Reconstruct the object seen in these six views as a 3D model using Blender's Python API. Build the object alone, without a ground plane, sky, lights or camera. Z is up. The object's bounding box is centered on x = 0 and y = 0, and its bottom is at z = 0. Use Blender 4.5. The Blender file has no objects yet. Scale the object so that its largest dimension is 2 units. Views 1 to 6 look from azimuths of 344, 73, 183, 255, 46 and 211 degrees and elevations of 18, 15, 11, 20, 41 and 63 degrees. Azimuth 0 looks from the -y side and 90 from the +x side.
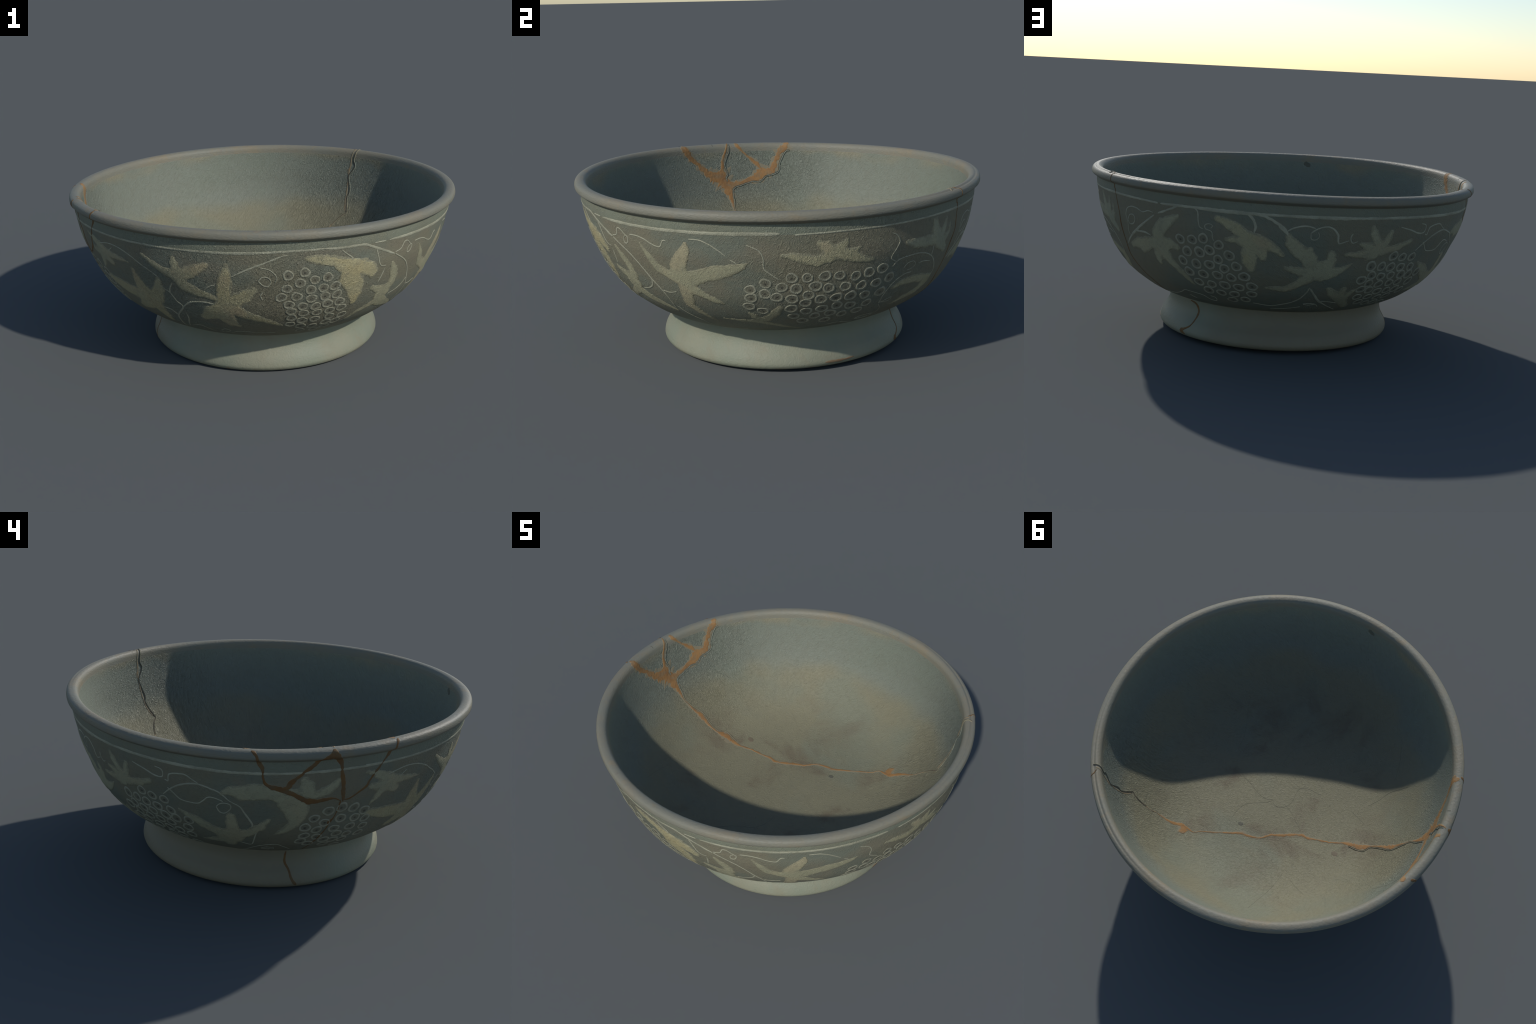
# A mended celadon bowl: a wide footed bowl with a rolled lip, inlaid outside with
# vine leaves, grapes and tendrils, its breaks filled with orange putty.
import bpy
import math
import random
import numpy as np

# ------------------------------------------------------------------ the shape
# Half profile (radius, height) in metres: from the middle of the underside,
# round the foot ring, up the wall, over the rolled lip and down to the well.
PROFILE = [
    ("underside", [(0.0, 0.165), (0.20, 0.165), (0.40, 0.160), (0.480, 0.145), (0.506, 0.115)]),
    ("foot", [(0.506, 0.115), (0.520, 0.055), (0.537, 0.020), (0.556, 0.011), (0.578, 0.011), (0.598, 0.019), (0.6085, 0.036),
              (0.606, 0.058), (0.597, 0.081), (0.584, 0.102), (0.573, 0.122), (0.5655, 0.145), (0.563, 0.172), (0.565, 0.2000)]),
    ("wall", [(0.565, 0.2000), (0.5975, 0.2105), (0.6425, 0.2305), (0.6957, 0.262), (0.7805, 0.330), (0.8522, 0.420), (0.9036, 0.520),
              (0.9425, 0.620), (0.9598, 0.700), (0.9690, 0.752), (0.9708, 0.786)]),
    ("lip", [(0.9708, 0.786), (0.9810, 0.7925), (0.9920, 0.8000), (0.9955, 0.808), (0.9945, 0.821), (0.9900, 0.8305), (0.9790, 0.8370),
             (0.9630, 0.8385), (0.9490, 0.8335), (0.9395, 0.820), (0.9350, 0.795)]),
    ("well", [(0.9350, 0.795), (0.9295, 0.757), (0.9210, 0.715), (0.9085, 0.665), (0.8910, 0.606), (0.8620, 0.540), (0.8150, 0.472), (0.7450, 0.394), (0.6800, 0.338),
              (0.6000, 0.291), (0.5000, 0.258), (0.3800, 0.236), (0.2600, 0.221), (0.1200, 0.214), (0.0, 0.213)]),
]
RIM_Z = 0.8134


def catmull(points, steps):
    p = np.asarray(points, float)
    p = np.vstack([2 * p[0] - p[1], p, 2 * p[-1] - p[-2]])
    out = []
    for i in range(1, len(p) - 2):
        a, b, c, d = p[i - 1], p[i], p[i + 1], p[i + 2]
        for u in np.linspace(0, 1, steps, endpoint=False):
            out.append(0.5 * (2 * b + (c - a) * u + (2 * a - 5 * b + 4 * c - d) * u * u + (3 * b - a - 3 * c + d) * u ** 3))
    out.append(p[-2])
    return np.array(out)


def profile_table():
    pts, spans, at = [], {}, 0.0
    for name, ctrl in PROFILE:
        c = catmull(ctrl, 24)
        c[:, 0] = np.maximum(c[:, 0], 0.0)
        seg = np.concatenate([[0], np.cumsum(np.hypot(*np.diff(c, axis=0).T))]) + at
        spans[name] = (seg[0], seg[-1])
        keep = slice(0, None) if not pts else slice(1, None)
        pts.append(np.column_stack([seg, c])[keep])
        at = seg[-1]
    tab = np.vstack(pts)
    zero = spans["wall"][0]
    tab[:, 0] -= zero
    return tab, {k: (a - zero, b - zero) for k, (a, b) in spans.items()}


TABLE, SPAN = profile_table()


def surface(theta, t):
    """Point of the pot at azimuth theta (radians) and profile length t (metres)."""
    theta, t = np.broadcast_arrays(np.asarray(theta, float), np.asarray(t, float))
    r = np.interp(t, TABLE[:, 0], TABLE[:, 1])
    z = np.interp(t, TABLE[:, 0], TABLE[:, 2])
    w = np.clip(z / RIM_Z, 0, 1)
    b = 4 * w * (1 - w)
    cos, sin = np.cos, np.sin
    oval = (0.0037 * cos(2 * theta) - 0.0114 * sin(2 * theta) - 0.0008 * cos(3 * theta) + 0.0022 * sin(3 * theta) - 0.0015 * sin(4 * theta))
    belly = 0.0004 * cos(2 * theta) - 0.0004 * sin(2 * theta) - 0.0012 * cos(3 * theta) + 0.0034 * sin(3 * theta)
    outside = np.clip((SPAN["lip"][0] - t) / 0.1, 0, 1) * np.clip((t + 0.05) / 0.06, 0, 1)
    lump = lambda deg, wide, height, tall: np.exp(-((np.mod(theta - math.radians(deg) + np.pi, 2 * np.pi) - np.pi) / math.radians(wide)) ** 2 - ((z - height) / tall) ** 2)
    swell = 0.011 * lump(10, 40, 0.40, 0.19) + 0.005 * lump(60, 25, 0.30, 0.10) - 0.004 * lump(-42, 18, 0.30, 0.10) + 0.007 * lump(-108, 26, 0.44, 0.14) - 0.006 * lump(110, 45, 0.60, 0.13) - 0.004 * lump(195, 40, 0.55, 0.13) + 0.006 * lump(-142, 26, 0.36, 0.09) + 0.005 * lump(-35, 22, 0.42, 0.11) - 0.004 * lump(118, 25, 0.56, 0.10)
    rr = r * (1 + w * oval / 0.9667 + b * belly) + outside * swell
    sag = 0.0017 * cos(theta) - 0.0040 * sin(theta) - 0.0017 * cos(2 * theta) + 0.0063 * sin(2 * theta) - 0.0014 * sin(3 * theta)
    lean = 0.0036 * cos(theta) * np.clip(1 - z / 0.2, 0, 1) + sin(theta) * np.interp(z, [0, 0.2, RIM_Z], [0.0079, 0.0112, 0.0])
    zz = z + sag * w ** 2 * r / 0.967 + lean * np.minimum(r / 0.58, 1) + FOOT_LIFT * (1 - w)
    # on one side the top of the lip is pinched into a ridge with a groove outside it
    crimp = np.exp(-((np.mod(theta - 0.66 + np.pi, 2 * np.pi) - np.pi) / 0.55) ** 2) * np.clip((t - SPAN["lip"][0] - 0.02) / 0.02, 0, 1) * np.clip((SPAN["lip"][1] - t) / 0.03, 0, 1)
    zz = zz - crimp * (0.0055 * np.exp(-((r - 0.972) / 0.0065) ** 2) + 0.003 * np.clip((r - 0.965) / 0.02, 0, 1))
    cx, cy = 0.014 * (1 - w) + 0.0002 * w - 0.0074 * b, 0.0199 * (1 - w) + 0.0015 * w + 0.0010 * b
    x, y = cx + rr * cos(theta), cy + rr * sin(theta)
    # the well floor is a little higher towards one side
    inside = np.clip((t - SPAN["well"][0]) / 0.3, 0, 1)
    zz = zz + inside * 0.014 * np.exp(-((x - 0.10) ** 2 + (y - 0.17) ** 2) / 0.05)
    return np.stack([x, y, zz], -1)


FOOT_LIFT = -0.0014

# ------------------------------------------------------------------ the decoration
# Leaves: each lobe is a spine of (azimuth in degrees, height along the profile
# in metres, half width in millimetres), drawn from the tip towards the middle.
LEAVES = []
LEAVES.append(("1", 0.55, [
    [(-143.3, 0.658, 7.2), (-139.7, 0.621, 18.0), (-136.3, 0.590, 23.8), (-132.3, 0.572, 35.6)],
    [(-132.4, 0.660, 14.7), (-132.2, 0.631, 26.6), (-132.0, 0.578, 29.6)],
    [(-122.6, 0.644, 14.4), (-125.0, 0.623, 26.3), (-128.3, 0.596, 35.3), (-131.8, 0.569, 35.6)],
    [(-131.9, 0.564, 35.6), (-130.3, 0.519, 35.8), (-126.8, 0.493, 29.8), (-123.3, 0.475, 20.7), (-120.0, 0.454, 14.9)],
]))
LEAVES.append(("2", 0.75, [
    [(-117.0, 0.646, 12.5), (-117.3, 0.599, 31.4), (-118.0, 0.538, 39.4), (-118.5, 0.467, 38.4)],
    [(-109.8, 0.519, 25.3), (-112.3, 0.483, 38.3), (-115.7, 0.450, 41.8), (-118.3, 0.441, 38.6)],
    [(-118.3, 0.441, 38.6), (-116.3, 0.406, 42.1), (-112.6, 0.360, 32.6), (-108.7, 0.334, 26.1), (-104.7, 0.302, 19.6), (-100.9, 0.262, 10.0)],
    [(-119.0, 0.418, 38.8), (-123.0, 0.364, 49.1), (-125.8, 0.329, 29.8)],
    [(-118.8, 0.419, 38.8), (-119.1, 0.359, 52.2), (-117.5, 0.287, 33.1), (-115.4, 0.263, 13.3)],
]))
LEAVES.append(("3", 0.8, [
    [(-148.5, 0.555, 13.1), (-148.1, 0.496, 35.0), (-147.3, 0.447, 48.3), (-145.6, 0.405, 57.2)],
    [(-165.0, 0.445, 22.8), (-158.9, 0.421, 40.7), (-152.9, 0.406, 44.8), (-147.2, 0.393, 53.1)],
    [(-139.1, 0.524, 21.3), (-140.0, 0.470, 34.6), (-142.4, 0.413, 48.1), (-145.6, 0.382, 53.1)],
    [(-145.6, 0.382, 61.8), (-143.8, 0.347, 44.2), (-142.7, 0.280, 31.3), (-142.9, 0.223, 18.1)],
    [(-147.4, 0.355, 53.3), (-152.3, 0.308, 27.2)],
]))
LEAVES.append(("4", 0.35, [
    [(-149.6, 0.593, 6.8), (-153.7, 0.601, 16.8), (-157.2, 0.605, 22.2), (-161.1, 0.613, 35.8)],
    [(-169.6, 0.679, 10.8), (-167.8, 0.670, 16.1), (-165.2, 0.652, 24.4), (-162.0, 0.620, 35.7)],
    [(-167.3, 0.602, 16.3), (-165.2, 0.598, 27.4), (-162.8, 0.601, 35.7)],
    [(-165.7, 0.499, 8.2), (-164.3, 0.531, 19.4), (-163.3, 0.568, 27.6), (-161.7, 0.593, 33.2)],
    [(-161.4, 0.592, 33.2), (-158.4, 0.560, 25.1)],
]))
LEAVES.append(("5", 0.3, [
    [(170.3, 0.556, 47.7), (172.9, 0.504, 53.8)],
    [(158.9, 0.603, 41.8), (163.7, 0.612, 41.6)],
    [(173.8, 0.668, 22.1), (174.6, 0.643, 33.3), (175.2, 0.617, 30.6)],
    [(182.6, 0.659, 13.9), (181.5, 0.632, 23.5), (179.7, 0.610, 28.0), (177.4, 0.592, 22.4), (174.3, 0.600, 19.5), (171.6, 0.620, 11.0), (169.7, 0.627, 5.6)],
    [(153.6, 0.593, 13.9), (155.8, 0.611, 27.8), (158.9, 0.607, 36.2), (162.0, 0.619, 41.6), (164.5, 0.612, 33.3), (167.5, 0.595, 33.4), (170.7, 0.556, 33.6), (173.2, 0.525, 45.1), (173.1, 0.478, 48.3), (172.9, 0.424, 28.6), (170.8, 0.383, 23.0), (167.9, 0.350, 7.0)],
]))
LEAVES.append(("6", 0.4, [
    [(153.9, 0.314, 48.8), (155.9, 0.304, 48.9)],
    [(140.7, 0.458, 7.2), (143.0, 0.433, 21.1), (145.6, 0.411, 27.1), (148.1, 0.378, 30.3), (151.6, 0.344, 33.4), (154.5, 0.324, 36.6)],
    [(155.6, 0.462, 23.6), (155.7, 0.421, 29.8), (156.0, 0.373, 33.1), (154.7, 0.317, 36.6)],
    [(165.8, 0.452, 11.8), (163.7, 0.405, 24.0), (160.9, 0.363, 30.1), (156.6, 0.323, 36.4)],
    [(146.1, 0.245, 9.3), (149.8, 0.258, 24.8), (153.6, 0.278, 36.9)],
    [(154.6, 0.300, 42.8), (154.5, 0.224, 25.0)],
]))
LEAVES.append(("7", 0.4, [
    [(119.2, 0.667, 12.2), (120.1, 0.635, 24.3), (121.2, 0.600, 22.0), (122.7, 0.563, 29.6)],
    [(125.3, 0.640, 14.7), (124.9, 0.612, 22.1), (124.1, 0.581, 24.7), (123.2, 0.554, 29.7)],
    [(133.1, 0.588, 15.1), (130.6, 0.570, 20.0), (127.7, 0.552, 22.4), (124.0, 0.544, 29.7)],
    [(116.6, 0.582, 12.2), (118.8, 0.570, 22.0), (121.9, 0.550, 29.6)],
    [(112.4, 0.527, 9.7), (115.0, 0.527, 17.2), (118.1, 0.528, 24.6), (121.5, 0.526, 29.7)],
    [(120.0, 0.499, 9.9), (121.8, 0.512, 17.3)],
]))
LEAVES.append(("8", 0.3, [
    [(95.8, 0.614, 16.8), (96.9, 0.576, 33.7), (99.0, 0.542, 38.5), (101.6, 0.507, 38.8), (103.4, 0.461, 39.0)],
    [(102.0, 0.549, 19.3), (102.6, 0.508, 29.1)],
    [(108.3, 0.529, 21.9), (108.7, 0.491, 29.3), (107.5, 0.458, 39.2), (104.6, 0.442, 44.0)],
    [(115.2, 0.474, 4.9), (112.9, 0.448, 17.3), (110.3, 0.424, 29.6), (106.5, 0.413, 44.3)],
    [(95.6, 0.446, 12.2), (97.6, 0.438, 19.6), (100.7, 0.426, 29.3), (103.3, 0.422, 39.2)],
    [(90.2, 0.313, 12.4), (93.0, 0.311, 19.8), (96.3, 0.311, 22.4), (99.3, 0.344, 24.7), (102.3, 0.386, 34.4)],
]))
LEAVES.append(("9", 0.7, [
    [(76.5, 0.674, 18.1), (78.8, 0.658, 28.5), (81.6, 0.634, 31.1), (84.6, 0.602, 31.1), (86.5, 0.579, 41.5)],
    [(79.1, 0.572, 15.6), (81.0, 0.579, 20.9), (83.4, 0.574, 36.4)],
    [(85.4, 0.426, 21.2), (84.9, 0.473, 39.4), (85.0, 0.519, 41.9), (85.8, 0.561, 46.9)],
    [(94.4, 0.513, 13.0), (92.4, 0.543, 23.4), (90.0, 0.567, 31.1), (87.2, 0.580, 41.5)],
    [(88.9, 0.497, 20.9), (88.1, 0.533, 36.5)],
]))
LEAVES.append(("10", 0.35, [
    [(64.2, 0.662, 10.5), (62.1, 0.642, 23.9), (58.9, 0.610, 34.8), (56.3, 0.561, 37.9), (56.2, 0.516, 43.4)],
    [(42.2, 0.458, 16.9), (46.1, 0.479, 33.5), (51.5, 0.499, 33.0), (56.2, 0.498, 43.5)],
    [(47.3, 0.445, 19.5), (50.9, 0.474, 22.1)],
    [(62.3, 0.500, 21.6), (59.8, 0.516, 32.3), (56.9, 0.500, 43.4)],
    [(56.0, 0.488, 43.5), (57.5, 0.446, 38.2), (59.3, 0.402, 24.6), (61.7, 0.357, 21.8), (63.6, 0.311, 16.5), (64.8, 0.281, 6.6)],
    [(53.9, 0.396, 16.6), (54.0, 0.445, 27.5)],
]))
LEAVES.append(("11", 0.2, [
    [(17.3, 0.619, 12.9), (20.5, 0.605, 26.0), (24.9, 0.602, 32.8), (29.1, 0.600, 36.6)],
    [(27.3, 0.690, 19.7), (27.9, 0.652, 29.7), (29.8, 0.606, 33.3)],
    [(32.8, 0.692, 6.6), (32.4, 0.649, 18.6), (31.3, 0.613, 26.7)],
    [(35.2, 0.651, 6.8), (35.0, 0.611, 16.8), (33.2, 0.589, 26.9)],
    [(31.3, 0.579, 40.1), (35.0, 0.525, 20.4)],
]))
LEAVES.append(("12", 0.6, [
    [(-16.8, 0.619, 10.6), (-14.1, 0.613, 21.2), (-11.2, 0.599, 26.6), (-8.2, 0.587, 29.3), (-4.8, 0.606, 31.9)],
    [(-7.4, 0.664, 18.4), (-5.9, 0.650, 31.8), (-4.8, 0.622, 31.9)],
    [(-0.3, 0.683, 6.5), (-1.4, 0.655, 21.4), (-3.1, 0.631, 31.9)],
    [(6.8, 0.566, 10.9), (3.5, 0.578, 21.7), (0.6, 0.601, 32.3), (-2.6, 0.619, 31.9)],
    [(3.2, 0.638, 6.5), (1.4, 0.619, 16.1), (0.1, 0.606, 21.5)],
]))
LEAVES.append(("13", 0.45, [
    [(-56.1, 0.637, 5.6), (-54.9, 0.607, 14.0), (-53.4, 0.565, 23.3), (-51.9, 0.521, 27.9), (-48.8, 0.493, 27.9), (-45.5, 0.478, 37.0)],
    [(-41.2, 0.659, 11.3), (-41.8, 0.627, 27.0), (-43.5, 0.584, 34.0), (-45.1, 0.538, 41.2), (-45.5, 0.492, 46.2)],
    [(-25.2, 0.588, 3.6), (-27.2, 0.566, 17.8), (-30.4, 0.547, 29.2), (-34.2, 0.530, 38.4), (-38.0, 0.511, 34.2), (-42.8, 0.480, 41.5)],
    [(-34.4, 0.356, 9.3), (-36.6, 0.374, 20.9), (-39.1, 0.396, 23.2), (-42.0, 0.425, 32.4), (-44.5, 0.457, 37.1)],
    [(-44.5, 0.448, 37.1), (-45.2, 0.382, 32.9), (-46.2, 0.320, 28.5), (-44.6, 0.278, 21.5), (-42.6, 0.228, 16.9), (-40.9, 0.193, 7.3)],
]))
LEAVES.append(("14", 0.5, [
    [(-67.5, 0.584, 10.2), (-65.8, 0.538, 26.1), (-64.4, 0.491, 29.2), (-64.4, 0.449, 29.4), (-65.9, 0.424, 34.9), (-66.8, 0.395, 42.0)],
    [(-72.2, 0.456, 17.1), (-68.8, 0.433, 27.6), (-65.4, 0.400, 35.1)],
    [(-66.8, 0.395, 49.1), (-67.3, 0.349, 35.3), (-70.2, 0.325, 24.5), (-73.9, 0.295, 17.6), (-76.7, 0.245, 14.2)],
    [(-66.2, 0.348, 39.9), (-62.8, 0.310, 33.2), (-58.6, 0.278, 23.2), (-54.7, 0.244, 13.1)],
]))
LEAVES.append(("15", 0.95, [
    [(-95.2, 0.676, 12.5), (-92.6, 0.671, 25.0), (-89.7, 0.662, 28.1), (-87.0, 0.652, 28.3), (-83.8, 0.620, 44.4)],
    [(-74.1, 0.543, 22.8), (-74.2, 0.563, 29.3), (-75.4, 0.581, 38.8), (-78.3, 0.604, 41.6), (-81.8, 0.606, 50.9)],
    [(-81.7, 0.597, 57.4), (-81.7, 0.550, 54.6), (-79.6, 0.504, 51.9), (-78.7, 0.448, 42.6), (-78.2, 0.397, 23.1)],
    [(-84.8, 0.540, 16.0), (-83.2, 0.564, 38.4)],
]))
LEAVES.append(("16", 0.4, [
    [(110.4, 0.317, 14.4), (112.3, 0.284, 26.1), (115.8, 0.235, 29.3)],
    [(115.5, 0.315, 17.4), (115.9, 0.274, 20.3), (116.8, 0.226, 29.4)],
    [(120.6, 0.317, 8.7), (118.7, 0.286, 17.5), (117.5, 0.242, 26.3)],
    [(116.8, 0.226, 32.4), (121.6, 0.140, 21.0)],
]))
LEAVES.append(("18", 0.4, [
    [(-37.0, 0.228, 6.9), (-31.2, 0.218, 14.3), (-26.1, 0.216, 20.0)],
    [(-25.9, 0.216, 20.0), (-21.9, 0.190, 20.0), (-17.6, 0.157, 16.1), (-11.4, 0.104, 5.8)],
    [(-18.0, 0.335, 16.6), (-19.6, 0.297, 25.2), (-22.6, 0.242, 25.5)],
    [(-27.5, 0.294, 8.4), (-26.0, 0.266, 19.7), (-24.8, 0.232, 22.7)],
]))
LEAVES.append(("19", 0.55, [
    [(16.1, 0.385, 12.3), (19.4, 0.407, 21.6), (24.5, 0.406, 28.1), (31.9, 0.382, 25.5)],
    [(19.8, 0.250, 9.5), (24.0, 0.283, 22.1), (29.3, 0.305, 28.8), (31.1, 0.354, 38.3)],
]))

# Vines and tendrils of the same inlay.
VINES = []
VINES.append([(-163.2, 0.647, 3.1), (-156.8, 0.665, 4.0), (-152.1, 0.657, 4.0), (-147.7, 0.632, 4.5), (-144.5, 0.602, 4.0), (-141.7, 0.578, 3.4), (-138.7, 0.545, 3.9)])
VINES.append([(-155.9, 0.648, 3.0), (-158.2, 0.622, 4.0)])
VINES.append([(-138.9, 0.504, 3.0), (-137.6, 0.478, 4.5), (-136.0, 0.462, 4.9), (-134.5, 0.414, 5.0), (-133.0, 0.379, 6.0), (-136.7, 0.303, 6.1), (-137.8, 0.246, 6.1), (-140.1, 0.136, 4.2)])
VINES.append([(-134.1, 0.529, 4.4), (-135.6, 0.489, 4.9), (-136.0, 0.462, 4.9)])
VINES.append([(-133.0, 0.379, 5.0), (-130.2, 0.416, 5.4), (-127.4, 0.429, 5.9), (-124.0, 0.431, 5.9), (-120.6, 0.421, 3.9)])
VINES.append([(-141.4, 0.352, 5.0), (-138.3, 0.339, 5.5), (-136.7, 0.303, 6.1)])
VINES.append([(-132.6, 0.342, 4.0), (-133.4, 0.278, 5.0), (-136.6, 0.181, 4.1)])
VINES.append([(-135.3, 0.191, 3.6), (-130.5, 0.223, 3.6), (-128.4, 0.179, 3.6), (-126.7, 0.140, 2.6)])
VINES.append([(-123.6, 0.174, 3.1), (-121.2, 0.208, 3.0), (-119.7, 0.184, 3.0), (-121.8, 0.150, 3.1), (-123.7, 0.157, 3.1)])
VINES.append([(-119.9, 0.141, 3.1), (-116.1, 0.179, 3.5), (-111.0, 0.172, 3.5), (-102.8, 0.159, 3.0)])
VINES.append([(-115.7, 0.591, 3.2), (-113.0, 0.615, 4.8), (-110.2, 0.637, 5.6), (-107.1, 0.658, 5.6), (-102.6, 0.689, 4.6), (-100.4, 0.700, 4.1)])
VINES.append([(-124.3, 0.503, 3.4), (-122.5, 0.529, 4.4), (-120.3, 0.544, 3.9)])
VINES.append([(-107.8, 0.641, 3.8), (-105.1, 0.628, 3.8), (-103.2, 0.593, 3.8), (-103.7, 0.552, 2.4)])
VINES.append([(-108.2, 0.572, 3.8), (-107.1, 0.592, 3.8), (-105.5, 0.590, 3.8), (-104.7, 0.567, 3.8), (-105.5, 0.543, 3.8), (-106.9, 0.548, 3.8), (-108.2, 0.572, 3.8)])
VINES.append([(-106.7, 0.514, 2.9), (-107.6, 0.490, 3.4), (-107.1, 0.464, 2.4)])
VINES.append([(-90.5, 0.719, 6.5), (-87.6, 0.714, 7.5), (-84.4, 0.713, 8.5), (-79.0, 0.713, 7.6), (-75.0, 0.688, 7.6), (-71.0, 0.658, 7.2), (-67.4, 0.632, 6.4)])
VINES.append([(-85.6, 0.704, 3.8), (-83.7, 0.678, 3.8), (-82.1, 0.658, 4.2), (-82.1, 0.637, 3.9)])
VINES.append([(-74.5, 0.678, 4.8), (-73.5, 0.641, 4.4), (-72.6, 0.603, 3.9), (-71.5, 0.583, 3.4), (-69.8, 0.579, 3.0)])
VINES.append([(-69.9, 0.570, 3.9), (-70.3, 0.527, 4.9), (-70.9, 0.485, 4.0)])
VINES.append([(-67.1, 0.639, 3.8), (-65.0, 0.650, 3.8), (-64.0, 0.680, 3.8), (-62.7, 0.680, 3.6), (-61.3, 0.661, 3.6), (-60.2, 0.648, 3.6), (-60.7, 0.623, 3.6), (-61.9, 0.619, 3.8), (-61.9, 0.643, 3.2), (-60.6, 0.658, 2.8)])
VINES.append([(-59.1, 0.665, 3.6), (-56.5, 0.666, 4.1), (-54.2, 0.658, 4.0), (-51.6, 0.639, 4.0), (-49.2, 0.632, 4.0), (-47.8, 0.662, 3.5), (-46.7, 0.666, 2.6)])
VINES.append([(-67.1, 0.631, 4.6), (-62.0, 0.578, 4.1), (-58.9, 0.522, 4.1), (-56.3, 0.448, 5.6), (-54.1, 0.386, 4.6), (-53.5, 0.319, 4.8), (-54.1, 0.263, 3.8)])
VINES.append([(-52.3, 0.285, 2.4), (-50.3, 0.222, 2.4), (-47.1, 0.153, 2.4), (-43.4, 0.053, 2.4), (-31.6, 0.082, 2.4)])
VINES.append([(-56.3, 0.448, 4.1), (-57.5, 0.410, 5.6), (-59.8, 0.386, 4.2), (-62.8, 0.374, 4.2)])
VINES.append([(-53.8, 0.392, 4.1), (-51.4, 0.387, 4.1), (-48.6, 0.398, 3.6)])
VINES.append([(-40.1, 0.683, 3.0), (-37.2, 0.681, 3.9), (-34.7, 0.663, 3.5), (-32.3, 0.635, 3.0), (-30.9, 0.615, 2.2)])
VINES.append([(-30.0, 0.600, 2.6), (-28.4, 0.582, 3.9)])
VINES.append([(-25.6, 0.669, 3.0), (-22.6, 0.643, 3.9), (-21.6, 0.608, 3.5), (-21.6, 0.559, 3.9), (-20.2, 0.533, 3.5), (-18.0, 0.501, 3.5)])
VINES.append([(11.8, 0.678, 3.1), (13.5, 0.664, 3.1), (14.6, 0.634, 3.1), (13.8, 0.601, 3.1), (12.6, 0.558, 3.1), (14.7, 0.532, 3.1)])
VINES.append([(13.6, 0.512, 3.1), (15.4, 0.541, 3.6), (19.2, 0.550, 4.1), (23.5, 0.548, 4.6), (27.9, 0.522, 4.2), (30.9, 0.483, 4.2), (32.9, 0.432, 3.9), (33.2, 0.387, 2.9)])
VINES.append([(28.5, 0.573, 3.2), (28.8, 0.519, 3.8)])
VINES.append([(17.9, 0.488, 2.8), (19.0, 0.511, 2.8), (21.2, 0.514, 2.8), (22.3, 0.494, 2.8), (21.1, 0.476, 2.8), (19.5, 0.473, 2.8)])
VINES.append([(23.4, 0.495, 2.8), (25.9, 0.497, 3.8), (29.0, 0.486, 2.4)])
VINES.append([(21.6, 0.456, 3.2), (18.4, 0.450, 3.6), (15.4, 0.413, 4.1), (13.7, 0.356, 3.8), (13.6, 0.290, 3.2)])
VINES.append([(13.6, 0.290, 2.4), (15.6, 0.306, 2.4), (17.8, 0.318, 2.4), (17.2, 0.292, 2.4), (14.1, 0.294, 2.4)])
VINES.append([(13.9, 0.282, 2.8), (16.3, 0.231, 2.9), (16.6, 0.180, 2.9), (13.8, 0.145, 2.9), (9.3, 0.152, 2.9), (11.8, 0.186, 2.9), (15.8, 0.180, 2.4)])
VINES.append([(-1.6, 0.127, 2.9), (3.1, 0.142, 2.9), (9.8, 0.106, 2.4)])
VINES.append([(64.6, 0.711, 8.5), (62.2, 0.690, 6.8), (57.4, 0.660, 6.2)])
VINES.append([(56.0, 0.649, 4.9), (51.4, 0.601, 6.9), (46.4, 0.548, 8.0), (42.2, 0.500, 7.1), (39.3, 0.459, 5.1)])
VINES.append([(46.3, 0.546, 4.5), (50.4, 0.550, 7.0), (53.1, 0.540, 4.0)])
VINES.append([(55.5, 0.659, 2.4), (53.5, 0.663, 3.4), (51.2, 0.652, 3.5), (48.7, 0.665, 4.0), (46.3, 0.667, 4.0), (44.0, 0.654, 4.0), (42.9, 0.622, 4.0), (43.1, 0.580, 3.5), (42.3, 0.533, 3.0), (42.7, 0.516, 2.5)])
VINES.append([(43.6, 0.598, 4.0), (44.9, 0.623, 4.0), (46.7, 0.627, 4.0), (47.2, 0.607, 4.0), (45.9, 0.582, 4.0), (44.0, 0.578, 4.0), (43.6, 0.598, 4.0)])
VINES.append([(69.6, 0.713, 4.2), (70.7, 0.695, 4.2), (70.7, 0.655, 4.2), (71.0, 0.624, 3.8), (72.0, 0.615, 3.4)])
VINES.append([(74.3, 0.622, 3.2), (74.9, 0.635, 3.8), (73.9, 0.643, 3.8), (72.7, 0.635, 3.8), (72.8, 0.617, 3.8), (74.5, 0.606, 2.9), (74.6, 0.576, 2.4), (75.0, 0.560, 2.4)])
VINES.append([(84.7, 0.707, 6.5), (86.0, 0.689, 9.2), (86.9, 0.654, 8.4), (86.5, 0.621, 7.5)])
VINES.append([(87.2, 0.707, 7.4), (89.8, 0.699, 8.4), (93.0, 0.670, 8.4), (95.3, 0.640, 7.5)])
VINES.append([(93.0, 0.660, 8.4), (95.1, 0.634, 8.4), (95.7, 0.618, 6.5)])
VINES.append([(95.3, 0.638, 3.8), (97.5, 0.658, 5.1), (100.4, 0.667, 5.6), (102.9, 0.659, 4.2)])
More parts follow.
